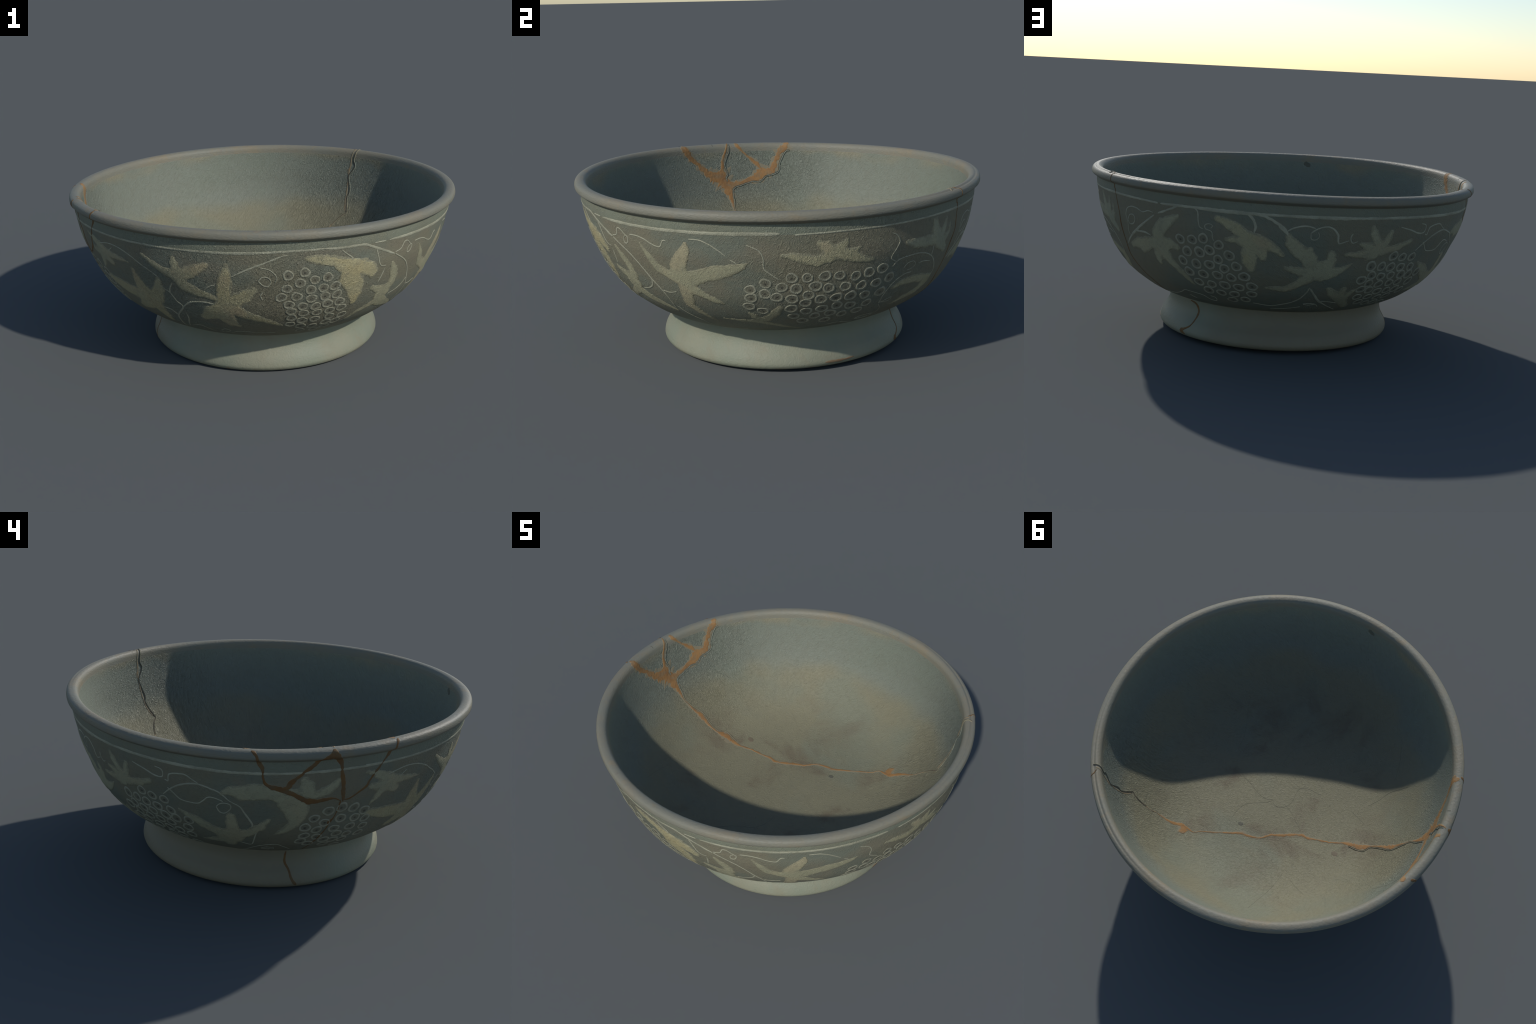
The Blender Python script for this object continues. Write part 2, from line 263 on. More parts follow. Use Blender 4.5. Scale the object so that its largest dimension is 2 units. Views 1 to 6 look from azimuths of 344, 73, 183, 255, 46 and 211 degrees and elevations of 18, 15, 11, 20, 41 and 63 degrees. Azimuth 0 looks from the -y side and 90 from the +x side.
VINES.append([(101.7, 0.633, 4.2), (103.2, 0.653, 4.2), (105.4, 0.667, 5.1), (107.5, 0.661, 5.6), (109.2, 0.631, 6.1), (109.6, 0.597, 5.1), (110.2, 0.586, 4.2), (112.7, 0.602, 3.2)])
VINES.append([(101.7, 0.633, 3.2), (102.0, 0.606, 2.8), (103.3, 0.603, 2.8), (104.1, 0.620, 2.8), (103.7, 0.641, 2.8)])
VINES.append([(113.5, 0.638, 4.8), (113.0, 0.615, 4.2), (113.8, 0.589, 4.2), (115.3, 0.598, 2.4)])
VINES.append([(128.1, 0.665, 3.6), (132.0, 0.647, 4.9), (135.3, 0.628, 4.9), (137.5, 0.630, 4.0), (137.9, 0.656, 3.5), (137.3, 0.670, 3.5), (135.6, 0.676, 2.6)])
VINES.append([(138.2, 0.620, 4.0), (139.2, 0.616, 4.0), (139.9, 0.653, 4.4), (143.8, 0.665, 4.8), (146.0, 0.646, 3.9), (147.7, 0.630, 3.5)])
VINES.append([(136.6, 0.529, 3.6), (139.4, 0.572, 5.4), (142.5, 0.606, 5.8), (145.6, 0.624, 5.8), (148.1, 0.625, 5.6), (150.5, 0.614, 4.8), (153.1, 0.595, 4.4), (155.6, 0.553, 3.5), (158.0, 0.528, 4.4), (159.5, 0.483, 5.8), (161.3, 0.426, 5.4), (161.3, 0.402, 4.0)])
VINES.append([(138.6, 0.578, 3.1), (140.0, 0.555, 4.0), (141.9, 0.524, 4.0), (144.4, 0.516, 4.0), (146.8, 0.518, 4.5), (148.4, 0.538, 4.4), (149.9, 0.563, 4.4), (151.7, 0.563, 4.0), (153.8, 0.549, 3.5)])
VINES.append([(151.9, 0.514, 4.0), (152.7, 0.531, 4.0), (154.0, 0.540, 4.0), (155.6, 0.533, 4.0), (155.6, 0.508, 4.0), (154.1, 0.480, 4.0), (152.7, 0.485, 4.0), (151.9, 0.514, 4.0)])
VINES.append([(157.6, 0.263, 3.8), (161.0, 0.240, 3.8), (162.0, 0.303, 4.6), (162.6, 0.365, 3.6)])
VINES.append([(157.4, 0.099, 2.9), (162.2, 0.202, 2.8), (165.8, 0.240, 3.2), (169.1, 0.248, 3.2), (171.6, 0.213, 3.2), (174.5, 0.160, 2.9)])
VINES.append([(164.3, 0.179, 2.4), (166.2, 0.203, 2.4), (168.7, 0.180, 2.4), (166.8, 0.157, 2.4), (164.3, 0.175, 2.4)])
VINES.append([(104.0, 0.329, 4.9), (103.4, 0.290, 4.9), (101.3, 0.228, 5.4), (97.8, 0.181, 5.5), (91.5, 0.144, 4.5), (85.0, 0.162, 4.5)])
VINES.append([(104.1, 0.323, 5.9), (106.3, 0.270, 6.9), (109.0, 0.212, 8.0), (113.1, 0.157, 5.0), (118.9, 0.095, 3.1)])
VINES.append([(109.7, 0.212, 4.0), (113.6, 0.200, 4.5), (116.7, 0.186, 3.0)])
VINES.append([(110.1, 0.142, 3.0), (108.7, 0.171, 3.0), (105.8, 0.165, 3.0), (103.9, 0.181, 3.0), (108.0, 0.187, 3.0)])
VINES.append([(91.5, 0.090, 3.0), (98.4, 0.116, 4.0), (103.2, 0.142, 3.0)])
VINES.append([(42.2, 0.121, 3.1), (49.3, 0.139, 3.6), (54.7, 0.175, 3.1), (58.2, 0.209, 3.0), (61.2, 0.205, 3.0), (65.4, 0.187, 3.0), (67.3, 0.146, 3.0), (69.8, 0.141, 3.0), (70.5, 0.179, 3.0), (68.8, 0.192, 2.5)])
VINES.append([(58.5, 0.165, 3.1), (58.9, 0.148, 3.1), (60.3, 0.130, 2.6)])

# The line under the collar, with its breaks.
BORDER = []
BORDER.append([(-170.8, 0.715, 5.0), (-164.4, 0.712, 5.9), (-155.7, 0.710, 6.2), (-148.1, 0.709, 6.1), (-141.6, 0.709, 6.0), (-133.6, 0.708, 6.0), (-127.9, 0.708, 6.8), (-123.0, 0.708, 7.7), (-116.0, 0.708, 8.0), (-109.3, 0.710, 8.9), (-105.8, 0.713, 7.1), (-100.2, 0.716, 7.1), (-94.6, 0.717, 5.8), (-90.5, 0.719, 5.4)])
BORDER.append([(-75.5, 0.713, 3.2), (-71.7, 0.712, 3.7)])
BORDER.append([(-70.5, 0.712, 4.2), (-67.0, 0.712, 7.0), (-62.7, 0.712, 8.8), (-55.9, 0.713, 8.6), (-48.9, 0.713, 9.4), (-41.5, 0.714, 9.2), (-34.7, 0.715, 9.5), (-28.4, 0.716, 10.3), (-17.3, 0.717, 9.0)])
BORDER.append([(-13.8, 0.710, 4.9), (-11.6, 0.712, 4.9), (-7.5, 0.713, 4.9), (-1.1, 0.715, 4.9), (5.7, 0.715, 5.0), (13.2, 0.716, 5.0), (21.9, 0.717, 5.2), (30.9, 0.718, 5.8), (33.0, 0.718, 7.0), (43.0, 0.716, 6.7), (51.1, 0.713, 6.6), (57.8, 0.709, 6.0)])
BORDER.append([(58.7, 0.709, 5.5), (64.6, 0.711, 7.8), (69.6, 0.712, 8.2), (75.3, 0.711, 10.8), (81.2, 0.710, 10.7), (85.8, 0.710, 9.8), (94.7, 0.711, 7.1), (97.3, 0.711, 8.0), (104.0, 0.711, 9.8), (110.9, 0.711, 9.8), (114.0, 0.711, 7.2), (119.4, 0.711, 8.2), (123.1, 0.712, 7.0), (126.1, 0.712, 8.3), (130.8, 0.712, 7.7), (136.1, 0.711, 8.4), (143.3, 0.709, 9.2), (149.9, 0.707, 8.3), (156.1, 0.705, 8.3), (164.2, 0.705, 7.4), (170.3, 0.706, 6.6), (176.5, 0.708, 7.4), (182.3, 0.709, 8.3), (187.6, 0.710, 6.7), (193.8, 0.711, 5.9), (200.8, 0.711, 5.6)])

# Bunches of grapes: berry centres.
BUNCHES = []
BUNCHES.append([(-100.0, 0.598), (-95.5, 0.610), (-92.5, 0.566), (-88.8, 0.573), (-96.6, 0.554), (-100.2, 0.526), (-93.3, 0.512), (-89.6, 0.515), (-86.0, 0.518), (-101.7, 0.477), (-97.3, 0.476), (-92.8, 0.457), (-88.6, 0.463), (-84.9, 0.464), (-99.3, 0.429), (-95.1, 0.412), (-91.0, 0.405), (-87.3, 0.413), (-83.4, 0.413), (-98.5, 0.382), (-94.5, 0.362), (-90.1, 0.357), (-85.9, 0.359), (-82.0, 0.367), (-98.1, 0.333), (-94.4, 0.303), (-90.1, 0.302), (-85.0, 0.309), (-80.3, 0.303), (-98.1, 0.273), (-94.2, 0.244), (-89.7, 0.227), (-85.3, 0.256), (-81.5, 0.250), (-93.3, 0.177), (-87.9, 0.170), (-84.1, 0.197)])
BUNCHES.append([(-25.8, 0.448), (-21.5, 0.481), (-21.9, 0.425), (-25.9, 0.400), (-26.9, 0.347), (-23.2, 0.314), (-14.7, 0.508), (-10.6, 0.506), (-6.0, 0.509), (-2.0, 0.506), (2.6, 0.494), (6.5, 0.502), (10.5, 0.512), (13.5, 0.455), (-17.3, 0.460), (-13.5, 0.450), (-8.3, 0.458), (-4.7, 0.443), (-0.0, 0.442), (4.8, 0.437), (9.4, 0.438), (11.7, 0.378), (-18.8, 0.405), (-14.6, 0.392), (-10.1, 0.410), (-6.5, 0.381), (-2.1, 0.383), (2.1, 0.383), (6.7, 0.377), (-10.8, 0.363), (-1.3, 0.329), (2.9, 0.317), (8.5, 0.315), (-5.7, 0.315), (-10.4, 0.304), (-14.8, 0.327), (-2.8, 0.273), (1.5, 0.251), (6.3, 0.266), (-14.0, 0.267), (-7.4, 0.259), (-11.1, 0.217), (-3.4, 0.204)])
BUNCHES.append([(64.2, 0.549), (68.1, 0.554), (71.7, 0.566), (76.2, 0.542), (65.8, 0.486), (70.0, 0.491), (73.2, 0.509), (79.1, 0.491), (63.6, 0.431), (68.2, 0.423), (72.6, 0.428), (75.6, 0.463), (81.0, 0.433), (64.8, 0.369), (69.8, 0.366), (74.7, 0.370), (77.2, 0.414), (83.2, 0.377), (79.0, 0.363), (67.2, 0.307), (71.8, 0.302), (76.5, 0.305), (81.1, 0.300), (85.5, 0.315), (69.7, 0.249), (74.3, 0.241), (79.0, 0.239), (85.2, 0.254), (77.4, 0.180), (82.5, 0.196)])
BUNCHES.append([(128.8, 0.511), (132.4, 0.500), (136.5, 0.496), (122.0, 0.457), (125.7, 0.453), (129.3, 0.446), (133.4, 0.440), (137.8, 0.436), (123.3, 0.403), (126.9, 0.392), (130.8, 0.394), (135.3, 0.392), (138.9, 0.387), (143.0, 0.393), (120.3, 0.374), (123.8, 0.349), (127.9, 0.340), (132.2, 0.342), (136.1, 0.341), (141.9, 0.333), (129.7, 0.282), (133.9, 0.283), (137.8, 0.283), (141.7, 0.265), (122.0, 0.309), (125.6, 0.298), (122.9, 0.243), (127.7, 0.238), (132.9, 0.220), (137.0, 0.226), (126.0, 0.185), (130.7, 0.161), (135.0, 0.158), (140.4, 0.143)])
BUNCHES.append([(-178.2, 0.493), (-181.8, 0.453), (-178.4, 0.421), (-183.8, 0.397), (-180.1, 0.374), (-183.2, 0.332), (-179.1, 0.314), (-183.7, 0.282), (-180.8, 0.250), (-174.5, 0.506), (-170.7, 0.494), (-166.7, 0.465), (-173.8, 0.439), (-169.1, 0.429), (-165.3, 0.412), (-174.7, 0.372), (-169.4, 0.370), (-164.6, 0.356), (-172.9, 0.325), (-168.8, 0.308), (-164.1, 0.296), (-176.1, 0.279), (-172.7, 0.265), (-169.0, 0.256), (-174.7, 0.216), (-168.7, 0.172)])

# Orange putty in the mended breaks (outside, then inside the well).
PUTTY_OUT, PUTTY_IN = [], []
PUTTY_OUT.append([(160.7, 0.829, 13.5), (161.9, 0.801, 6.1), (162.5, 0.754, 10.2), (163.3, 0.732, 8.5), (163.5, 0.700, 4.8), (164.0, 0.663, 6.9), (165.3, 0.642, 12.1), (167.4, 0.630, 15.6), (170.8, 0.607, 13.9), (173.1, 0.583, 15.7), (175.1, 0.562, 19.3), (177.8, 0.558, 14.1), (180.0, 0.564, 12.3), (182.3, 0.566, 5.3), (184.4, 0.549, 2.2)])
PUTTY_OUT.append([(-179.8, 0.825, 15.4), (-180.2, 0.795, 18.7), (-182.4, 0.776, 13.6), (-184.2, 0.742, 10.3), (-186.1, 0.717, 10.3), (-187.6, 0.695, 8.6), (-189.5, 0.662, 13.8), (-190.2, 0.638, 12.1), (-191.8, 0.630, 13.8)])
PUTTY_OUT.append([(-179.8, 0.811, 17.0), (-179.3, 0.789, 18.8), (-177.5, 0.739, 10.4), (-177.0, 0.699, 8.7), (-176.2, 0.652, 12.2), (-175.7, 0.605, 10.6), (-175.0, 0.562, 10.6), (-175.0, 0.542, 4.3)])
PUTTY_OUT.append([(-162.1, 0.830, 10.6), (-162.8, 0.803, 6.3), (-163.8, 0.757, 9.9), (-165.5, 0.717, 4.9), (-167.2, 0.673, 9.9), (-168.4, 0.636, 7.1), (-169.1, 0.609, 8.9), (-171.5, 0.576, 6.4), (-173.2, 0.557, 5.7), (-174.9, 0.552, 7.1)])
PUTTY_OUT.append([(-175.6, 0.549, 5.0), (-175.7, 0.494, 3.6), (-176.2, 0.448, 3.6), (-177.1, 0.423, 10.9), (-177.1, 0.395, 3.3), (-178.3, 0.316, 5.2), (-179.4, 0.245, 3.4), (-180.3, 0.139, 3.4)])
PUTTY_OUT.append([(176.4, -0.012, 4.7), (175.9, -0.060, 7.1), (177.6, -0.101, 6.0), (178.8, -0.146, 7.1), (181.1, -0.182, 8.4)])
PUTTY_OUT.append([(36.4, 0.850, 3.2), (37.9, 0.813, 3.8), (37.6, 0.746, 4.4), (38.1, 0.732, 4.3), (38.4, 0.678, 3.4), (39.0, 0.616, 4.0), (38.4, 0.558, 5.9), (38.1, 0.465, 4.0), (37.7, 0.386, 5.0), (39.5, 0.304, 5.0), (41.6, 0.221, 4.1), (39.5, 0.116, 3.6)])
PUTTY_OUT.append([(45.2, -0.007, 4.6), (49.8, -0.020, 6.4), (51.8, -0.049, 7.7), (51.5, -0.094, 5.8), (50.2, -0.132, 5.2), (46.6, -0.157, 6.4), (44.4, -0.168, 14.2), (47.5, -0.185, 9.6)])
PUTTY_IN.append([(-162.7, 0.837, 11.2), (-164.1, 0.899, 15.4), (-167.0, 0.949, 9.3), (-168.8, 0.985, 11.5), (-171.9, 1.030, 26.3), (-175.2, 1.065, 37.2), (-178.1, 1.107, 32.1), (-178.5, 1.155, 18.8), (-178.9, 1.210, 9.7), (-179.4, 1.266, 6.5), (-180.5, 1.333, 6.6), (-182.4, 1.393, 15.2), (-182.7, 1.458, 6.6), (-184.4, 1.520, 6.6), (-186.7, 1.565, 19.0), (-187.5, 1.611, 15.2), (-189.5, 1.665, 5.4), (-194.8, 1.725, 4.8), (-200.8, 1.794, 5.4), (-206.5, 1.833, 6.5), (-211.8, 1.878, 7.5), (-229.0, 1.902, 9.6), (-248.5, 1.906, 6.4), (-262.6, 1.869, 5.3), (-278.0, 1.845, 6.4), (-283.9, 1.834, 7.3), (-292.3, 1.779, 4.8), (-298.1, 1.724, 3.6), (-303.7, 1.652, 2.6), (-304.8, 1.608, 2.6), (-309.8, 1.574, 7.7), (-311.6, 1.554, 10.3), (-313.7, 1.499, 7.1), (-316.9, 1.448, 6.1), (-318.6, 1.418, 2.2)])
PUTTY_IN.append([(53.9, 1.544, 23.5), (49.4, 1.558, 22.7)])
PUTTY_IN.append([(158.7, 0.848, 23.9), (159.7, 0.879, 20.5), (161.5, 0.909, 17.0), (163.1, 0.959, 17.2), (164.2, 1.017, 19.3), (167.8, 1.034, 27.5), (170.0, 1.065, 22.0), (173.1, 1.084, 10.3), (176.5, 1.091, 13.7), (180.2, 1.102, 23.8)])
PUTTY_IN.append([(177.5, 0.848, 14.6), (176.2, 0.882, 9.4), (173.8, 0.925, 5.4), (170.6, 0.972, 10.9), (168.3, 1.012, 12.4)])
PUTTY_IN.append([(-179.8, 0.839, 5.3), (-178.9, 0.890, 5.3), (-177.7, 0.932, 8.0), (-176.9, 0.983, 10.7), (-176.8, 1.027, 20.2), (-175.5, 1.054, 26.9)])
PUTTY_IN.append([(-171.1, 1.034, 23.5), (-173.3, 1.045, 37.0), (-175.8, 1.063, 43.8), (-177.8, 1.097, 41.9), (-178.1, 1.135, 28.3), (-178.6, 1.173, 16.2), (-179.1, 1.223, 8.8)])
PUTTY_IN.append([(-161.9, 0.857, 17.2), (-163.8, 0.910, 15.8), (-166.2, 0.952, 9.4), (-167.6, 0.965, 14.6), (-169.5, 1.004, 16.1), (-171.5, 1.034, 24.1)])
PUTTY_IN.append([(-179.3, 1.095, 17.6), (-183.5, 1.090, 11.5), (-187.7, 1.069, 13.6), (-189.9, 1.053, 25.9), (-192.2, 1.031, 25.9), (-194.5, 1.019, 20.5)])
PUTTY_IN.append([(41.3, 1.418, 2.5), (39.0, 1.345, 2.5), (34.4, 1.249, 3.1)])
PUTTY_IN.append([(35.6, 0.846, 3.2), (36.7, 0.897, 2.5), (36.9, 0.956, 5.1), (37.2, 0.993, 5.7), (37.0, 1.058, 3.8), (36.8, 1.113, 3.8), (36.5, 1.176, 2.6), (35.2, 1.240, 2.2)])

# Dark strips drawn for the shadow line along the breaks, and hair cracks in the glaze.
SEAMS = []
SEAMS.append([(158.0, 0.896, 2.3), (159.6, 0.905, 2.3), (161.3, 0.955, 2.9), (162.1, 0.990, 2.3), (162.4, 1.026, 2.3), (164.7, 1.046, 2.3), (167.3, 1.056, 2.3), (169.1, 1.084, 2.9), (171.7, 1.081, 2.3), (174.1, 1.089, 2.8), (176.8, 1.102, 2.8), (179.0, 1.111, 2.3), (180.4, 1.132, 2.3), (180.7, 1.200, 2.8), (181.1, 1.255, 3.4), (179.7, 1.305, 2.9), (176.8, 1.379, 2.9), (176.8, 1.440, 3.4), (175.8, 1.513, 2.9), (171.9, 1.546, 2.3), (170.8, 1.629, 2.3)])
SEAMS.append([(-179.7, 0.850, 2.2), (-179.7, 0.896, 3.3), (-178.5, 0.938, 2.8), (-177.6, 0.982, 3.3), (-178.4, 1.033, 3.4), (-177.6, 1.053, 2.8), (-177.9, 1.080, 2.3)])
SEAMS.append([(34.5, 0.830, 2.1), (35.9, 0.916, 2.6), (35.1, 0.953, 3.2), (35.9, 0.985, 3.7), (37.2, 1.025, 3.7), (35.8, 1.111, 3.7), (36.3, 1.154, 3.7), (34.8, 1.229, 3.7), (34.4, 1.251, 3.2), (36.9, 1.290, 2.7), (39.1, 1.345, 2.6)])
HAIRS = []
HAIRS.append([(-9.3, 1.867, 1.6), (2.8, 1.995, 1.6), (46.7, 2.119, 1.6)])
HAIRS.append([(-158.9, 1.609, 1.6), (-155.9, 1.549, 1.6), (-152.3, 1.477, 1.6), (-152.4, 1.353, 1.5)])
HAIRS.append([(151.7, 1.899, 1.6), (154.9, 1.962, 1.6), (161.3, 2.024, 1.6), (166.8, 2.088, 1.6)])
HAIRS.append([(65.7, 1.799, 1.6), (52.5, 1.870, 1.6), (41.0, 1.981, 1.6), (56.7, 2.118, 1.6)])
HAIRS.append([(56.7, 2.118, 1.6), (224.5, 2.030, 1.6), (213.4, 1.885, 1.6)])
HAIRS.append([(-163.7, 1.705, 1.6), (-172.2, 1.605, 1.6)])
HAIRS.append([(106.6, 1.354, 1.5), (110.3, 1.466, 1.5), (116.5, 1.576, 1.5), (122.1, 1.658, 1.5)])
HAIRS.append([(126.7, 1.612, 1.5), (131.6, 1.500, 1.5)])
HAIRS.append([(-46.7, 1.478, 1.7), (-36.8, 1.670, 1.6), (-24.9, 1.747, 1.6)])
HAIRS.append([(-68.6, 1.931, 1.6), (-78.1, 1.815, 1.6), (-94.5, 1.718, 1.6), (-104.6, 1.516, 1.6)])
HAIRS.append([(-129.0, 1.306, 1.6), (-146.9, 1.441, 1.6)])
HAIRS.append([(165.2, 1.056, 1.6), (162.3, 1.127, 1.7), (158.8, 1.210, 1.7), (156.5, 1.262, 1.7)])

# Small stains and pits.
STAINS = []
STAINS.append(("pit", [(-95.0, 0.908, 14.1), (-96.3, 0.917, 18.5), (-97.4, 0.928, 13.0)]))
STAINS.append(("brown", [(160.1, 1.678, 11.9), (160.6, 1.659, 16.2), (161.0, 1.641, 11.9)]))
STAINS.append(("pit", [(64.4, 1.868, 11.0), (67.1, 1.875, 15.4), (69.7, 1.884, 11.0)]))
STAINS.append(("pit", [(-173.9, 0.845, 2.7), (-174.1, 0.867, 2.2)]))
STAINS.append(("rust", [(0.2, -0.172, 4.1), (3.3, -0.172, 7.1), (8.6, -0.173, 6.1), (14.4, -0.169, 4.1)]))

# ------------------------------------------------------------------ materials
def rgb(r, g, b):
    return (r, g, b, 1.0)


class Nodes:
    """Small helper that strings shader nodes together."""

    def __init__(self, name):
        self.mat = bpy.data.materials.new(name)
        self.mat.use_nodes = True
        self.tree = self.mat.node_tree
        self.shader = self.tree.nodes["Principled BSDF"]
        self.coord = self.add("ShaderNodeTexCoord").outputs["Object"]

    def add(self, kind, **props):
        n = self.tree.nodes.new(kind)
        for k, v in props.items():
            setattr(n, k, v)
        return n

    def link(self, a, b):
        self.tree.links.new(a, b)

    def put(self, socket, value):
        if isinstance(value, bpy.types.NodeSocket):
            self.link(value, socket)
        else:
            socket.default_value = value

    def mapped(self, scale=(1, 1, 1), offset=(0, 0, 0), rot=(0, 0, 0)):
        m = self.add("ShaderNodeMapping")
        m.inputs["Scale"].default_value = scale
        m.inputs["Location"].default_value = offset
        m.inputs["Rotation"].default_value = rot
        self.link(self.coord, m.inputs["Vector"])
        return m.outputs[0]

    def noise(self, scale, detail=3.0, rough=0.5, warp=0.0, vector=None):
        n = self.add("ShaderNodeTexNoise")
        n.inputs["Scale"].default_value = scale
        n.inputs["Detail"].default_value = detail
        n.inputs["Roughness"].default_value = rough
        n.inputs["Distortion"].default_value = warp
        self.link(vector or self.coord, n.inputs["Vector"])
        return n.outputs["Fac"]

    def step(self, value, lo, hi):
        m = self.add("ShaderNodeMapRange", interpolation_type="SMOOTHSTEP")
        self.put(m.inputs["Value"], value)
        m.inputs["From Min"].default_value = lo
        m.inputs["From Max"].default_value = hi
        return m.outputs[0]

    def math(self, op, a, b=0.0):
        m = self.add("ShaderNodeMath", operation=op)
        self.put(m.inputs[0], a)
        self.put(m.inputs[1], b)
        return m.outputs[0]

    def mix(self, fac, a, b, blend="MIX"):
        m = self.add("ShaderNodeMix", data_type="RGBA", blend_type=blend)
        self.put(m.inputs["Factor"], fac)
        self.put(m.inputs["A"], a)
        self.put(m.inputs["B"], b)
        return m.outputs["Result"]

    def bump(self, height, strength, distance, before=None):
        b = self.add("ShaderNodeBump")
        b.inputs["Strength"].default_value = strength
        b.inputs["Distance"].default_value = distance
        self.link(height, b.inputs["Height"])
        if before is not None:
            self.link(before, b.inputs["Normal"])
        return b.outputs[0]

    def finish(self, colour, rough=0.62, normal=None, spec=0.25):
        self.put(self.shader.inputs["Base Color"], colour)
        self.put(self.shader.inputs["Roughness"], rough)
        self.shader.inputs["Specular IOR Level"].default_value = spec
        if normal is not None:
            self.link(normal, self.shader.inputs["Normal"])
        return self.mat


def wrinkles(n, calm, rough=None, centres=((-0.55, -0.68, 0.45), (-0.15, -0.88, 0.40), (0.86, 0.05, 0.42)), reach=0.48):
    """The leathery, worm-like skin of the old glaze, coarser in a few places."""
    turned = n.mapped((1, 1, 1), (0, 0, 0), (0.25, -0.70, 0.0))
    long = n.add("ShaderNodeMapping")
    long.inputs["Scale"].default_value = (1.35, 1.25, 0.55)
    n.link(turned, long.inputs["Vector"])
    worm = n.noise(56, 3.0, 0.58, 1.3, long.outputs[0])
    ridge = n.math("ABSOLUTE", n.math("SUBTRACT", worm, 0.5))
    grain = n.noise(150, 2.0, 0.5)
    where = None
    for c in centres:
        d = n.add("ShaderNodeVectorMath", operation="DISTANCE")
        n.link(n.coord, d.inputs[0])
        d.inputs[1].default_value = c
        near = n.step(n.math("ADD", d.outputs["Value"], n.math("MULTIPLY", n.noise(5.0, 3.0), 0.25)), reach + 0.25, reach * 0.45)
        where = near if where is None else n.math("MAXIMUM", where, near)
    gain = n.math("ADD", calm, n.math("MULTIPLY", where, (rough or 2.5 * calm) - calm))
    height = n.math("ADD", n.math("MULTIPLY", n.math("ADD", ridge, n.math("MULTIPLY", grain, 0.06)), n.math("MULTIPLY", gain, 100.0)), 0.0)
    return n.bump(height, 1.0, 0.01)


def axis_radius(n):
    s = n.add("ShaderNodeSeparateXYZ")
    n.link(n.coord, s.inputs[0])
    flat = n.add("ShaderNodeCombineXYZ")
    n.link(s.outputs["X"], flat.inputs["X"])
    n.link(s.outputs["Y"], flat.inputs["Y"])
    length = n.add("ShaderNodeVectorMath", operation="LENGTH")
    n.link(flat.outputs[0], length.inputs[0])
    return length.outputs["Value"], s.outputs["Z"]


CLAY = rgb(0.176, 0.166, 0.114)
CLAY_WARM = rgb(0.182, 0.163, 0.114)
CLAY_TEAL = rgb(0.142, 0.160, 0.126)
CELADON = rgb(0.168, 0.182, 0.136)
CELADON_PALE = rgb(0.220, 0.218, 0.158)
SLIP = rgb(0.330, 0.315, 0.205)


def clay_material():
    n = Nodes("stoneware_ground")
    patch = n.math("MULTIPLY", n.step(n.noise(2.3, 3.0, 0.55), 0.42, 0.62), 0.8)
    warm = n.step(n.noise(5.0, 4.0, 0.6, 0.4, n.mapped((1, 1, 1.6), (7, 2, 3))), 0.42, 0.68)
    c = n.mix(patch, CLAY, CLAY_TEAL)
    c = n.mix(n.math("MULTIPLY", warm, 0.65), c, CLAY_WARM)
    speck = n.noise(60, 3.0, 0.7)
    c = n.mix(n.math("MULTIPLY", n.step(speck, 0.45, 0.75), 0.25), c, rgb(0.105, 0.098, 0.078))
    return n.finish(c, 0.6, wrinkles(n, 0.005, 0.017))


def collar_material():
    n = Nodes("celadon_collar")
    patch = n.step(n.noise(3.1, 3.0), 0.35, 0.65)
    c = n.mix(patch, CELADON, rgb(0.165, 0.166, 0.120))
    c = n.mix(n.math("MULTIPLY", n.step(n.noise(40, 3.0), 0.5, 0.75), 0.3), c, rgb(0.150, 0.165, 0.140))
    return n.finish(c, 0.55, wrinkles(n, 0.005, 0.017))


def lip_material():
    n = Nodes("worn_lip_glaze")
    patch = n.step(n.noise(3.5, 4.0, 0.6), 0.36, 0.64)
    c = n.mix(patch, rgb(0.184, 0.168, 0.124), rgb(0.166, 0.164, 0.130))
    rub = n.step(n.noise(9.0, 5.0, 0.7, 0.5), 0.52, 0.72)
    c = n.mix(n.math("MULTIPLY", rub, 0.75), c, rgb(0.205, 0.168, 0.108))
    nick = n.step(n.noise(26, 4.0, 0.7), 0.62, 0.74)
    c = n.mix(n.math("MULTIPLY", nick, 0.5), c, rgb(0.14, 0.11, 0.085))
    streak = n.noise(70, 2.0, 0.5, 0.0, n.mapped((1, 1, 3)))
    return n.finish(c, 0.55, n.bump(streak, 0.4, 0.004))


def foot_material():
    n = Nodes("pale_celadon_foot")
    patch = n.step(n.noise(3.4, 4.0, 0.6), 0.35, 0.66)
    c = n.mix(patch, CELADON_PALE, rgb(0.192, 0.208, 0.154))
    radius, z = axis_radius(n)
    s = n.add("ShaderNodeSeparateXYZ")
    n.link(n.coord, s.inputs[0])
    back = n.math("ADD", n.math("MULTIPLY", s.outputs["X"], -0.75), n.math("MULTIPLY", s.outputs["Y"], 0.95))
    tan = n.step(n.math("ADD", back, n.math("MULTIPLY", n.noise(4.0, 4.0, 0.6), 0.5)), 0.40, 0.82)
    c = n.mix(n.math("MULTIPLY", tan, 0.90), c, rgb(0.186, 0.160, 0.108))
    rim = n.math("MULTIPLY", n.step(n.noise(14, 4.0, 0.7), 0.55, 0.68), n.math("SUBTRACT", 1.0, n.step(z, 0.010, 0.030)))
    c = n.mix(n.math("MULTIPLY", rim, 0.8), c, rgb(0.22, 0.12, 0.06))
    blush = n.step(n.noise(6.5, 5.0, 0.65, 0.4, n.mapped((1, 1, 1), (2, 7, 5))), 0.50, 0.70)
    c = n.mix(n.math("MULTIPLY", blush, 0.40), c, rgb(0.205, 0.180, 0.122))
    grain = n.noise(75, 3.0, 0.6, 0.8)
    return n.finish(c, 0.55, n.bump(grain, 0.35, 0.006))


